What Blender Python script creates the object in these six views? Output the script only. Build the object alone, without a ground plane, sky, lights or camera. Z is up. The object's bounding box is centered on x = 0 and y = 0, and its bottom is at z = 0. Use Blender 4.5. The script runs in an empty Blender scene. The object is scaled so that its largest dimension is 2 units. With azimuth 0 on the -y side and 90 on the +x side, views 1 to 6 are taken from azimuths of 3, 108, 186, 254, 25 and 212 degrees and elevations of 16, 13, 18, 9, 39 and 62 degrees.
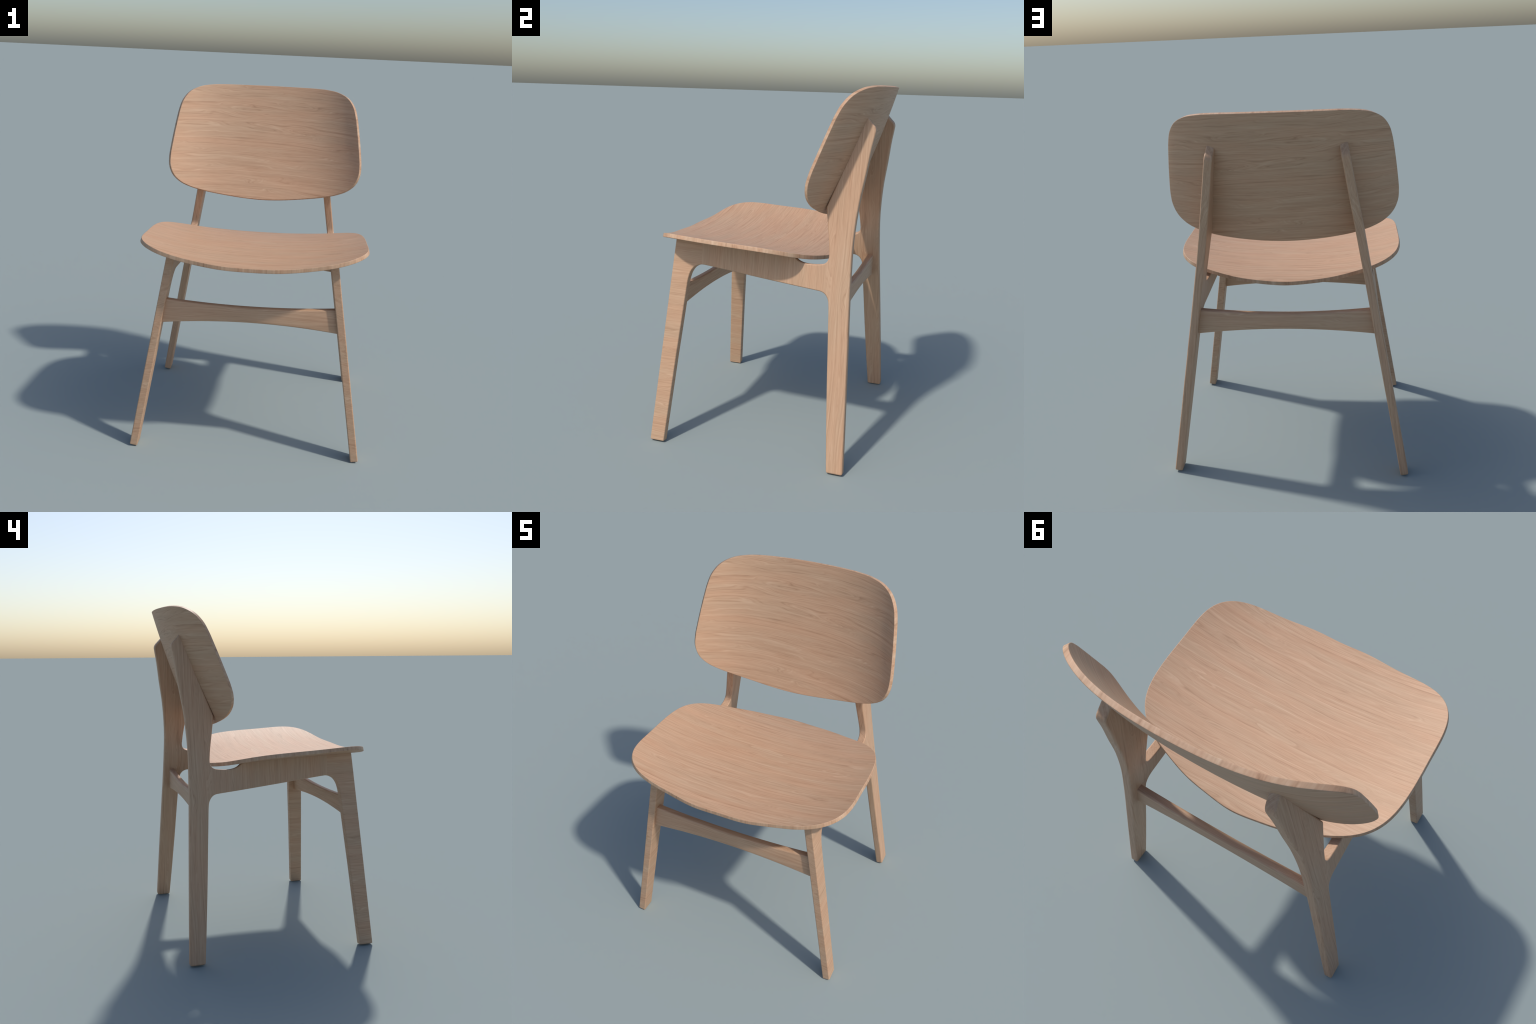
"""Wooden dining chair: two splayed, planar side frames (front leg, side rail,
rear leg with back post), two waisted stretchers, a moulded plywood seat and a
curved plywood backrest.  Built in metres, z up."""
import bpy, math
from mathutils import Vector

# ------------------------------------------------------------------ helpers
def catmull(pts, n=6):
    """Centripetal-ish smooth curve through 2D control points (open)."""
    out = []
    P = [pts[0]] + list(pts) + [pts[-1]]
    for i in range(1, len(P) - 2):
        p0, p1, p2, p3 = P[i - 1], P[i], P[i + 1], P[i + 2]
        d0 = max(1e-6, math.dist(p0, p1)) ** .5
        d1 = max(1e-6, math.dist(p1, p2)) ** .5
        d2 = max(1e-6, math.dist(p2, p3)) ** .5
        for k in range(n):
            t = k / n
            q = []
            for a in range(2):
                m1 = (p2[a] - p1[a]) + d1 * ((p1[a] - p0[a]) / d0 - (p2[a] - p0[a]) / (d0 + d1)) if d0 > 2e-3 else p2[a] - p1[a]
                m2 = (p2[a] - p1[a]) + d1 * ((p3[a] - p2[a]) / d2 - (p3[a] - p1[a]) / (d1 + d2)) if d2 > 2e-3 else p2[a] - p1[a]
                h = (2 * t**3 - 3 * t**2 + 1) * p1[a] + (t**3 - 2 * t**2 + t) * m1 \
                    + (-2 * t**3 + 3 * t**2) * p2[a] + (t**3 - t**2) * m2
                q.append(h)
            out.append(tuple(q))
    out.append(tuple(pts[-1]))
    return out


def fillet(a, b, c, r, n=6):
    """Arc of radius r rounding the corner a-b-c."""
    a, b, c = Vector(a), Vector(b), Vector(c)
    u, v = (a - b).normalized(), (c - b).normalized()
    half = math.acos(max(-1, min(1, u.dot(v)))) / 2
    t = r / math.tan(half)
    cen = b + (u + v).normalized() * (r / math.sin(half))
    s, e = b + u * t - cen, b + v * t - cen
    a0 = math.atan2(s.y, s.x)
    da = (math.atan2(e.y, e.x) - a0 + math.pi) % (2 * math.pi) - math.pi
    return [(cen.x + r * math.cos(a0 + da * k / n), cen.y + r * math.sin(a0 + da * k / n)) for k in range(n + 1)]


def new_object(name, verts, faces, mats, mat_index=None, normals=None):
    me = bpy.data.meshes.new(name)
    me.from_pydata([tuple(v) for v in verts], [], faces)
    for m in mats:
        me.materials.append(m)
    if mat_index:
        me.polygons.foreach_set("material_index", mat_index)
    me.polygons.foreach_set("use_smooth", [True] * len(me.polygons))
    me.update()
    if normals:
        me.normals_split_custom_set_from_vertices([tuple(n) for n in normals])
    ob = bpy.data.objects.new(name, me)
    bpy.context.scene.collection.objects.link(ob)
    ob.parent = chair
    return ob


# ---------------------------------------------------------------- materials
def wood(name, grain, seed=0.0, flow=.035, rough=.56, edge=None, drift=0.0, depth=0.0, lean=False, fine_=1.0):
    """Pale oak.  grain = axis the fibres follow; the growth rings are level
    sets of a warped cross-grain coordinate, so they form streaks, cathedrals
    and small eyes.  edge = axes (a, b) for cut edges with cross stripes."""
    m = bpy.data.materials.new(name)
    m.use_nodes = True
    nt = m.node_tree
    N, L = nt.nodes, nt.links
    bsdf = N["Principled BSDF"]

    def node(kind, **kw):
        n = N.new(kind)
        for k, v in kw.items():
            setattr(n, k, v)
        return n

    def math_(op, a, b=None, c=None):
        n = node("ShaderNodeMath", operation=op)
        for i, x in enumerate((a, b, c)):
            if x is None:
                continue
            if isinstance(x, (int, float)):
                n.inputs[i].default_value = x
            else:
                L.new(x, n.inputs[i])
        return n.outputs[0]

    def noise(vec, scale, detail=2.0, rough_=.5, w=None):
        n = node("ShaderNodeTexNoise", noise_dimensions="1D" if w is not None else "3D")
        n.inputs["Scale"].default_value = scale
        n.inputs["Detail"].default_value = detail
        n.inputs["Roughness"].default_value = rough_
        L.new(w if w is not None else vec, n.inputs["W" if w is not None else "Vector"])
        return n.outputs["Fac"]

    def scaled(sx, sy, sz):
        n = node("ShaderNodeCombineXYZ")
        for i, (o, s) in enumerate(zip((along, acr, third), (sx, sy, sz))):
            L.new(math_("MULTIPLY", o, s), n.inputs[i])
        return n.outputs[0]

    co = node("ShaderNodeTexCoord")
    sep = node("ShaderNodeSeparateXYZ")
    L.new(co.outputs["Object"], sep.inputs[0])
    # x measured from the leaning frame plane, so streaks stay square to it
    xs = math_("ADD", sep.outputs[0], math_("MULTIPLY", sep.outputs[2], SPLAY)) if lean else sep.outputs[0]
    ax = dict(x=xs, y=sep.outputs[1], z=sep.outputs[2])
    along, acr0, third0 = [ax[k] for k in grain]
    acr = math_("ADD", acr0, seed)
    if drift:
        acr = math_("ADD", acr, math_("MULTIPLY", along, drift))
    third = math_("MULTIPLY", third0, depth)
    if edge:
        # stripes running through the thickness of the ply, varying along the rim
        cmb = node("ShaderNodeCombineXYZ")
        L.new(ax[edge[0]], cmb.inputs[0]); L.new(ax[edge[1]], cmb.inputs[1])
        s1 = noise(cmb.outputs[0], 38, 2, .55)
        s2 = noise(cmb.outputs[0], 15, 1, .5)
        s3 = noise(cmb.outputs[0], 130, 1, .5)
        fac = math_("ADD", math_("MULTIPLY", s1, .85), math_("MULTIPLY", s2, .35))
        fac = math_("ADD", fac, math_("MULTIPLY", s3, .35))
        fac = math_("SUBTRACT", fac, .27)
        fine, hue = s3, s2
    else:
        cross = math_("ADD", acr, third)
        # rings = level sets of a warped cross-grain coordinate: gentle drift
        # everywhere, steeper domes in patches make cathedrals and small eyes
        w1 = math_("SUBTRACT", noise(scaled(1.5, 4.5, 4.5), 1.0, 1, .4), .5)
        w2 = math_("SUBTRACT", noise(scaled(2.1, 22, 22), 1.0, 1, .3), .5)
        patch = noise(scaled(2.6, 9, 9), 1.0, 1, .5)
        mr = node("ShaderNodeMapRange", interpolation_type="SMOOTHSTEP")
        mr.inputs["From Min"].default_value = .44; mr.inputs["From Max"].default_value = .62
        mr.inputs["To Min"].default_value = .18; mr.inputs["To Max"].default_value = 1.0
        L.new(patch, mr.inputs["Value"])
        v = math_("ADD", cross, math_("MULTIPLY", w1, flow * 1.5))
        v = math_("ADD", v, math_("MULTIPLY", math_("MULTIPLY", w2, mr.outputs[0]), flow * 3.6))
        bands = noise(None, 70 * fine_, 2.0, .5, w=v)            # early / late wood bands
        rings = noise(None, 210 * fine_, 2.0, .6, w=v)           # narrow ring lines
        fibre = noise(scaled(16, 520, 520), 1.0, 2, .6)  # fine pores
        streak = noise(scaled(5.0, 95 * fine_, 95 * fine_), 1.0, 2, .55)  # short broken flecks
        broad = noise(scaled(2.4, 24, 24), 1.0, 2, .5)
        hue = noise(scaled(2.0, 14, 14), 1.0, 2, .5)
        fac = math_("ADD", math_("MULTIPLY", bands, .30), math_("MULTIPLY", rings, .40))
        fac = math_("ADD", fac, math_("MULTIPLY", fibre, .30))
        fac = math_("ADD", fac, math_("MULTIPLY", streak, .36))
        fac = math_("ADD", fac, math_("MULTIPLY", broad, .22))
        fac = math_("SUBTRACT", fac, .29)
        fine = fibre
    ramp = node("ShaderNodeValToRGB")
    e = ramp.color_ramp.elements
    e[0].position, e[0].color = .24, COL_DARK
    e[1].position, e[1].color = .76, COL_LIGHT
    mid = e.new(.42); mid.color = COL_MID
    mid2 = e.new(.56); mid2.color = COL_MID2
    L.new(fac, ramp.inputs[0])
    # patches that lean pinkish or straw coloured
    tint = node("ShaderNodeValToRGB")
    t = tint.color_ramp.elements
    t[0].position, t[0].color = .34, (1.03, .975, .945, 1)
    t[1].position, t[1].color = .66, (.990, 1.0, .995, 1)
    L.new(hue, tint.inputs[0])
    mix = node("ShaderNodeMix", data_type="RGBA", blend_type="MULTIPLY")
    mix.inputs[0].default_value = 1.0
    L.new(ramp.outputs[0], mix.inputs[6]); L.new(tint.outputs[0], mix.inputs[7])
    L.new(mix.outputs[2], bsdf.inputs["Base Color"])
    bsdf.inputs["Roughness"].default_value = rough
    bsdf.inputs["Specular IOR Level"].default_value = .5
    bump = node("ShaderNodeBump")
    bump.inputs["Strength"].default_value = .06
    bump.inputs["Distance"].default_value = .002
    L.new(fine, bump.inputs["Height"])
    L.new(bump.outputs[0], bsdf.inputs["Normal"])
    return m


COL_DARK = (.335, .191, .108, 1)
COL_MID = (.475, .292, .180, 1)
COL_MID2 = (.525, .336, .214, 1)
COL_LIGHT = (.600, .407, .274, 1)
SPLAY = .169                       # outward lean of the side frames, dx/dz

# ------------------------------------------------------------------- root
chair = bpy.data.objects.new("wooden_chair", None)
chair["label"] = "pale oak dining chair with curved plywood seat and back"
chair["category"] = "chair"
bpy.context.scene.collection.objects.link(chair)

# ------------------------------------------------------------ shell surfaces
SEAT_T = .0224
SEAT_C = (                       # seat height = sum C[i][j] * x^(2i) * y^j
    (1.11086, -.05379, -.08469, -.04866),
    (.13116, .00997, .09549, -.08923),
    (.11490, .02054, .19403, -.20080))
SEAT_R = (.58456, .03063, -.08601, -.01602, -.02207, -.00592, .01858,
          .00710, -.00297, -.00236, -.00272, -.00226, .00113)   # outline radius, cosine series


def seat_z(x, y):
    return sum(c * x ** (2 * i) * y ** j for i, row in enumerate(SEAT_C) for j, c in enumerate(row))


BACK_T = .0218
LEAN = .355
BACK_Z0 = 1.68


def back_y(x, z):
    d = z - 1.7
    return .4878 + LEAN * d - (.1804 * x * x + .8435 * x ** 4) * (1 + .6715 * d) - .1095 * d * d


def grad_normal(f, a, b, e=1e-3):
    return (f(a + e, b) - f(a - e, b)) / (2 * e), (f(a, b + e) - f(a, b - e)) / (2 * e)


def seat_front(x, y):
    gx, gy = grad_normal(seat_z, x, y)
    return Vector((x, y, seat_z(x, y))), Vector((gx, gy, -1)).normalized()   # top point, inward normal


def back_front(x, z):
    gx, gz = grad_normal(back_y, x, z)
    return Vector((x, back_y(x, z), z)), Vector((-gx, 1, -gz)).normalized()


def shell(name, outline, centre, surf, t, mats, rim=.0022, rings=34):
    """Closed ply shell: front skin, rounded rim, rear skin.  outline is a list
    of 2D points around centre in the parameter plane of surf."""
    n = len(outline)
    c = Vector(centre)
    O = [Vector(p) for p in outline]
    N2 = []
    for i in range(n):
        d = (O[(i + 1) % n] - O[i - 1]).normalized()
        q = Vector((d.y, -d.x))
        if q.dot(O[i] - c) < 0:
            q = -q
        N2.append(q)
    verts, faces, midx = [], [], []

    def ring(inset, depth, scale=None):
        s = len(verts)
        for i in range(n):
            q = O[i] - N2[i] * inset if scale is None else c + (O[i] - N2[i] * inset - c) * scale
            p, nn = surf(q.x, q.y)
            verts.append(p + nn * depth)
        return s
    levels = []
    for k in range(1, rings + 1):                       # front skin, centre -> edge
        levels.append((rim * 1.6, 0, k / rings))
    K = 4
    for k in range(K + 1):                              # front arris
        a = math.pi / 2 * k / K
        levels.append((rim * (1 - math.sin(a)), rim * (1 - math.cos(a)), None))
    for k in range(1, 4):
        levels.append((0, rim + (t - 2 * rim) * k / 4, None))
    for k in range(K + 1):
        a = math.pi / 2 * (1 - k / K)
        levels.append((rim * (1 - math.sin(a)), t - rim * (1 - math.cos(a)), None))
    for k in range(rings, 0, -1):
        levels.append((rim * 1.6, t, k / rings))
    starts = [ring(*l) for l in levels]
    edge0, edge1 = rings + 1, len(levels) - rings - 2
    p, nn = surf(*centre)
    verts.append(p); ca = len(verts) - 1
    verts.append(p + nn * t); cb = len(verts) - 1
    for i in range(n):
        j = (i + 1) % n
        faces.append((ca, starts[0] + j, starts[0] + i)); midx.append(0)
        faces.append((cb, starts[-1] + i, starts[-1] + j)); midx.append(0)
        for k in range(len(starts) - 1):
            a, b = starts[k], starts[k + 1]
            faces.append((a + i, a + j, b + j, b + i))
            midx.append(1 if edge0 <= k < edge1 else 0)
    ob = new_object(name, verts, faces, mats, midx)
    import bmesh
    bm = bmesh.new(); bm.from_mesh(ob.data)
    bmesh.ops.recalc_face_normals(bm, faces=bm.faces)
    bm.to_mesh(ob.data); bm.free()
    return ob


# seat
NA = 240
seat_outline = []
for i in range(NA):
    a = 2 * math.pi * i / NA
    r = sum(c * math.cos(k * a) for k, c in enumerate(SEAT_R))
    seat_outline.append((r * math.sin(a), -.1 - r * math.cos(a)))
seat = shell("seat", seat_outline, (0, -.1), seat_front, SEAT_T,
             [wood("oak_seat", "xyz", .0), wood("oak_seat_edge", "xyz", edge="xy")])

# backrest: half outline in (x, z), mirrored
half = [(0, 2.0005), (.10, 2.0002), (.20, 1.9997), (.30, 1.9985), (.371, 1.9945), (.441, 1.9815), (.497, 1.951),
        (.532, 1.903), (.5495, 1.848), (.560, 1.792), (.5690, 1.736), (.577, 1.68), (.5845, 1.622),
        (.5905, 1.562), (.588, 1.50), (.5655, 1.4425), (.52, 1.397), (.458, 1.3665), (.392, 1.347),
        (.330, 1.3343), (.2215, 1.3185), (.11, 1.3072), (0, 1.303)]
hc = catmull([(-.1, 2.0002)] + half + [(-.11, 1.3072)], 7)[7:-7]
back_outline = hc[:-1] + [(-x, z) for x, z in reversed(hc[1:])]
back_outline[0] = (0, 2.0005)
backrest = shell("backrest", back_outline, (0, BACK_Z0), back_front, BACK_T,
                 [wood("oak_back", "xzy", .53, drift=.03), wood("oak_back_edge", "xzy", edge="xz")])

# -------------------------------------------------------------- side frames
OUT0 = .6555                       # outer face x at floor level
THICK = .0435
AXIS = Vector((-1, 0, -SPLAY)).normalized()      # through the thickness, outer -> inner
FLOOR = .0075


def top_line(y):
    """Frame edge under the seat, let slightly into the ply."""
    z = 1.13
    for _ in range(4):
        z = seat_z(OUT0 - SPLAY * z, y) - SEAT_T * 1.01 + .007
    return (y, z)


def frame_outline():
    """Closed outline (y, z) of the outer face, with the indices of the joints."""
    pts, mark = [], {}

    def add(seq):
        for p in seq:
            if not pts or math.dist(pts[-1], p) > 4e-4:
                pts.append(tuple(p))
    rf = .006
    ff, fb = (-.5545, FLOOR), (-.4715, FLOOR)                  # front foot
    # front leg, up its inner side
    add(fillet((-.484, 1.13), ff, fb, rf))
    add(fillet(ff, fb, (-.398, .87), rf))
    add(catmull([(-.4335, .49), (-.4185, .66), (-.403, .84), (-.3985, .89), (-.394, .93),
                 (-.383, .970), (-.364, .998), (-.342, 1.0115), (-.318, 1.0165), (-.285, 1.0145)], 5))
    mark["a_low"] = min(range(len(pts)), key=lambda i: math.dist(pts[i], (-.318, 1.0165)))
    # underside of the rail
    add([(-.15, 1.0), (-.02, .985), (.12, .970), (.25, .9565)])
    s = len(pts)
    add(catmull([(.335, .9485), (.360, .9445), (.377, .9355), (.390, .920), (.398, .903),
                 (.4025, .878), (.4065, .83), (.412, .75), (.419, .65), (.430, .485), (.450, .22)], 5))
    mark["b_low"] = min(range(len(pts)), key=lambda i: math.dist(pts[i], (.360, .9445)))
    rfoot, rback = (.4680, FLOOR), (.5570, FLOOR)              # rear foot
    add(fillet((.450, .22), rfoot, rback, .0105))
    add(fillet(rfoot, rback, (.5445, .27), .0115))
    # back edge of leg and post
    add(catmull([(.5445, .27), (.533, .50), (.5215, .72), (.5125, .89), (.506, 1.05), (.503, 1.17),
                 (.5055, 1.27), (.517, 1.415), (.5365, 1.55), (.554, 1.685), (.5665, 1.757),
                 (.5685, 1.778), (.5625, 1.795), (.548, 1.811), (.526, 1.835)], 5))
    add(fillet((.526, 1.8355), (.511, 1.852), (.4808, 1.745), .0085))
    # front of post: bed for the backrest, then down to the seat notch
    add([(.4816, 1.747), (.4094, 1.546)])
    add(fillet((.4094, 1.546), (.3475, 1.379), (.3645, 1.27), .02, 8))
    add(catmull([(.3585, 1.317), (.366, 1.268), (.3765, 1.203), (.382, 1.155), (.3835, 1.125),
                 (.3795, 1.109), (.371, 1.0965), (.357, 1.0885), (.335, 1.0845), (.300, 1.0815),
                 (.262, 1.0825), (.237, 1.0875), (.219, 1.0955), (.207, 1.105)], 5))
    mark["b_high"] = min(range(len(pts)), key=lambda i: math.dist(pts[i], (.371, 1.0965)))
    # top edge, hidden in the seat
    add([top_line(.19 - .04 * k) for k in range(0, 13)])
    mark["a_high"] = len(pts)
    add([top_line(-.326 - .022 * k) for k in range(0, 7)])
    add([top_line(-.4815)])
    add([(-.4865, 1.08), (-.5185, .58), (-.5455, .15)])
    if math.dist(pts[0], pts[-1]) < 4e-4:
        pts.pop()
    # even, fine spacing so that the rounded arris shades cleanly
    out, where = [], {}
    for i, p in enumerate(pts):
        q = pts[(i + 1) % len(pts)]
        where[i] = len(out)
        m = max(1, math.ceil(math.dist(p, q) / .012))
        out += [(p[0] + (q[0] - p[0]) * k / m, p[1] + (q[1] - p[1]) * k / m) for k in range(m)]
    return out, {k: where[v] for k, v in mark.items()}


OUTL, MARK = frame_outline()


def frame_rings(r_front=.006, r_rear=.0085, k=6):
    """Skins of the frame with a rounded arris, fuller on the rear member."""
    n = len(OUTL)
    span = (MARK["b_high"] - MARK["b_low"]) % n

    def radius(i):
        d = (i - MARK["b_low"]) % n
        t = max(0, min(1, min(d, span - d) / 10)) if d < span else 0
        return r_front + (r_rear - r_front) * t * t * (3 - 2 * t)
    R = [radius(i) for i in range(n)]
    P = [Vector(p) for p in OUTL]
    nor = []
    for i in range(n):
        d1, d2 = (P[i] - P[i - 1]).normalized(), (P[(i + 1) % n] - P[i]).normalized()
        d = (d1 + d2).normalized()
        nor.append(Vector((d.y, -d.x)))          # outward: outline runs counter-clockwise
    zl = math.sqrt(1 + SPLAY ** 2)
    rings = []

    def at(i, inset, depth):
        q = P[i] - nor[i] * inset
        y, z = q.x, q.y
        return Vector((OUT0 - SPLAY * z, y, z)) + AXIS * depth

    up = Vector((-SPLAY, 0, 1)).normalized()
    steps = []
    for j in range(k + 1):
        a = math.pi / 2 * j / k
        steps.append((1 - math.sin(a), 0, 1 - math.cos(a), math.sin(a), -math.cos(a)))
    for j in range(k + 1):
        a = math.pi / 2 * (1 - j / k)
        steps.append((1 - math.sin(a), THICK, math.cos(a) - 1, math.sin(a), math.cos(a)))
    for inset, base, depth, sn, cs in steps:
        vs = [at(i, R[i] * inset, base + R[i] * depth) for i in range(n)]
        ns = [(Vector((0, nor[i].x, 0)) + up * nor[i].y).normalized() * sn + AXIS * cs for i in range(n)]
        rings.append((vs, ns))
    return rings


RINGS = frame_rings()


def frame_part(name, idx, mat):
    """Slice of the frame: idx = consecutive outline indices of this member."""
    segs = [[idx[0]]]
    for a in idx[1:]:
        segs[-1].append(a) if a == (segs[-1][-1] + 1) % len(OUTL) else segs.append([a])
    verts, nors, faces, loc = [], [], [], {}
    for ri, (vs, ns) in enumerate(RINGS):
        for i in idx:
            loc[ri, i] = len(verts)
            verts.append(vs[i]); nors.append(ns[i])
    for s in segs:
        for a, b in zip(s, s[1:]):
            for ri in range(len(RINGS) - 1):
                faces.append((loc[ri, a], loc[ri + 1, a], loc[ri + 1, b], loc[ri, b]))
    last = len(RINGS) - 1
    faces.append([loc[0, i] for i in idx])
    faces.append([loc[last, i] for i in reversed(idx)])
    ob = new_object(name, verts, faces, [mat], None, nors)
    return ob


def rng(a, b):
    n = len(OUTL)
    return [i % n for i in range(a, b + 1 if b >= a else b + n + 1)]


a0, b0, b1, a1 = MARK["a_low"], MARK["b_low"], MARK["b_high"], MARK["a_high"]
members = [
    frame_part("front_leg", rng(a1, a0), wood("oak_front_leg", "yzx", .21, flow=.045, depth=.25, lean=True)),
    frame_part("side_rail", rng(a0, b0) + rng(b1, a1), wood("oak_rail", "zyx", .9, flow=.018, depth=1, lean=True, fine_=1.7)),
    frame_part("rear_leg", rng(b0, b1), wood("oak_rear_leg", "zyx", 1.7, flow=.032, depth=1, lean=True, fine_=1.3)),
]
for ob in members:
    twin = ob.copy()
    twin.scale.x = -1
    bpy.context.scene.collection.objects.link(twin)

# --------------------------------------------------------------- stretchers
def stretcher(name, y_mid, y_slant, thick, top, bot, mat, r=.008):
    """Waisted cross bar.  top/bot = (height at middle, x^2 rise)."""
    nx, k = 60, 4
    verts, faces = [], []
    zr = (top[0] + bot[0]) / 2
    inner = OUT0 - THICK * math.sqrt(1 + SPLAY ** 2)
    prof = None
    for ix in range(nx + 1):
        u = -1 + 2 * ix / nx
        sec = []
        x = u * (inner - SPLAY * zr + .012)
        zt, zb = top[0] + top[1] * x * x, bot[0] + bot[1] * x * x
        hw = thick / 2
        for cy, cz, st in ((hw - r, zt - r, 0), (-hw + r, zt - r, 90), (-hw + r, zb + r, 180), (hw - r, zb + r, 270)):
            for j in range(k + 1):
                a = math.radians(st + 90 * j / k)
                sec.append((cy + r * math.cos(a), cz + r * math.sin(a)))
        # the ends follow the splay of the legs
        for y, z in sec:
            xx = u * (inner - SPLAY * z + .012)
            zz = z
            verts.append((xx, y_mid + y + y_slant * (z - zr), zz))
        prof = len(sec)
    for ix in range(nx):
        for j in range(prof):
            a, b = ix * prof + j, ix * prof + (j + 1) % prof
            faces.append((a, b, b + prof, a + prof))
    faces.append(list(range(prof)))
    faces.append(list(reversed(range(nx * prof, (nx + 1) * prof))))
    ob = new_object(name, verts, faces, [mat])
    import bmesh
    bm = bmesh.new(); bm.from_mesh(ob.data)
    bmesh.ops.recalc_face_normals(bm, faces=bm.faces)
    bm.to_mesh(ob.data); bm.free()
    ob.data.set_sharp_from_angle(angle=math.radians(50))
    return ob


stretcher("stretcher", -.464, .08, .0385, (.8595, .092), (.775, -.131), wood("oak_front_stretcher", "xzy", 2.3, flow=.024, depth=1))
stretcher("stretcher", .452, 0.0, .0385, (.9290, .105), (.840, -.125), wood("oak_rear_stretcher", "xzy", 3.1, flow=.024, depth=1))
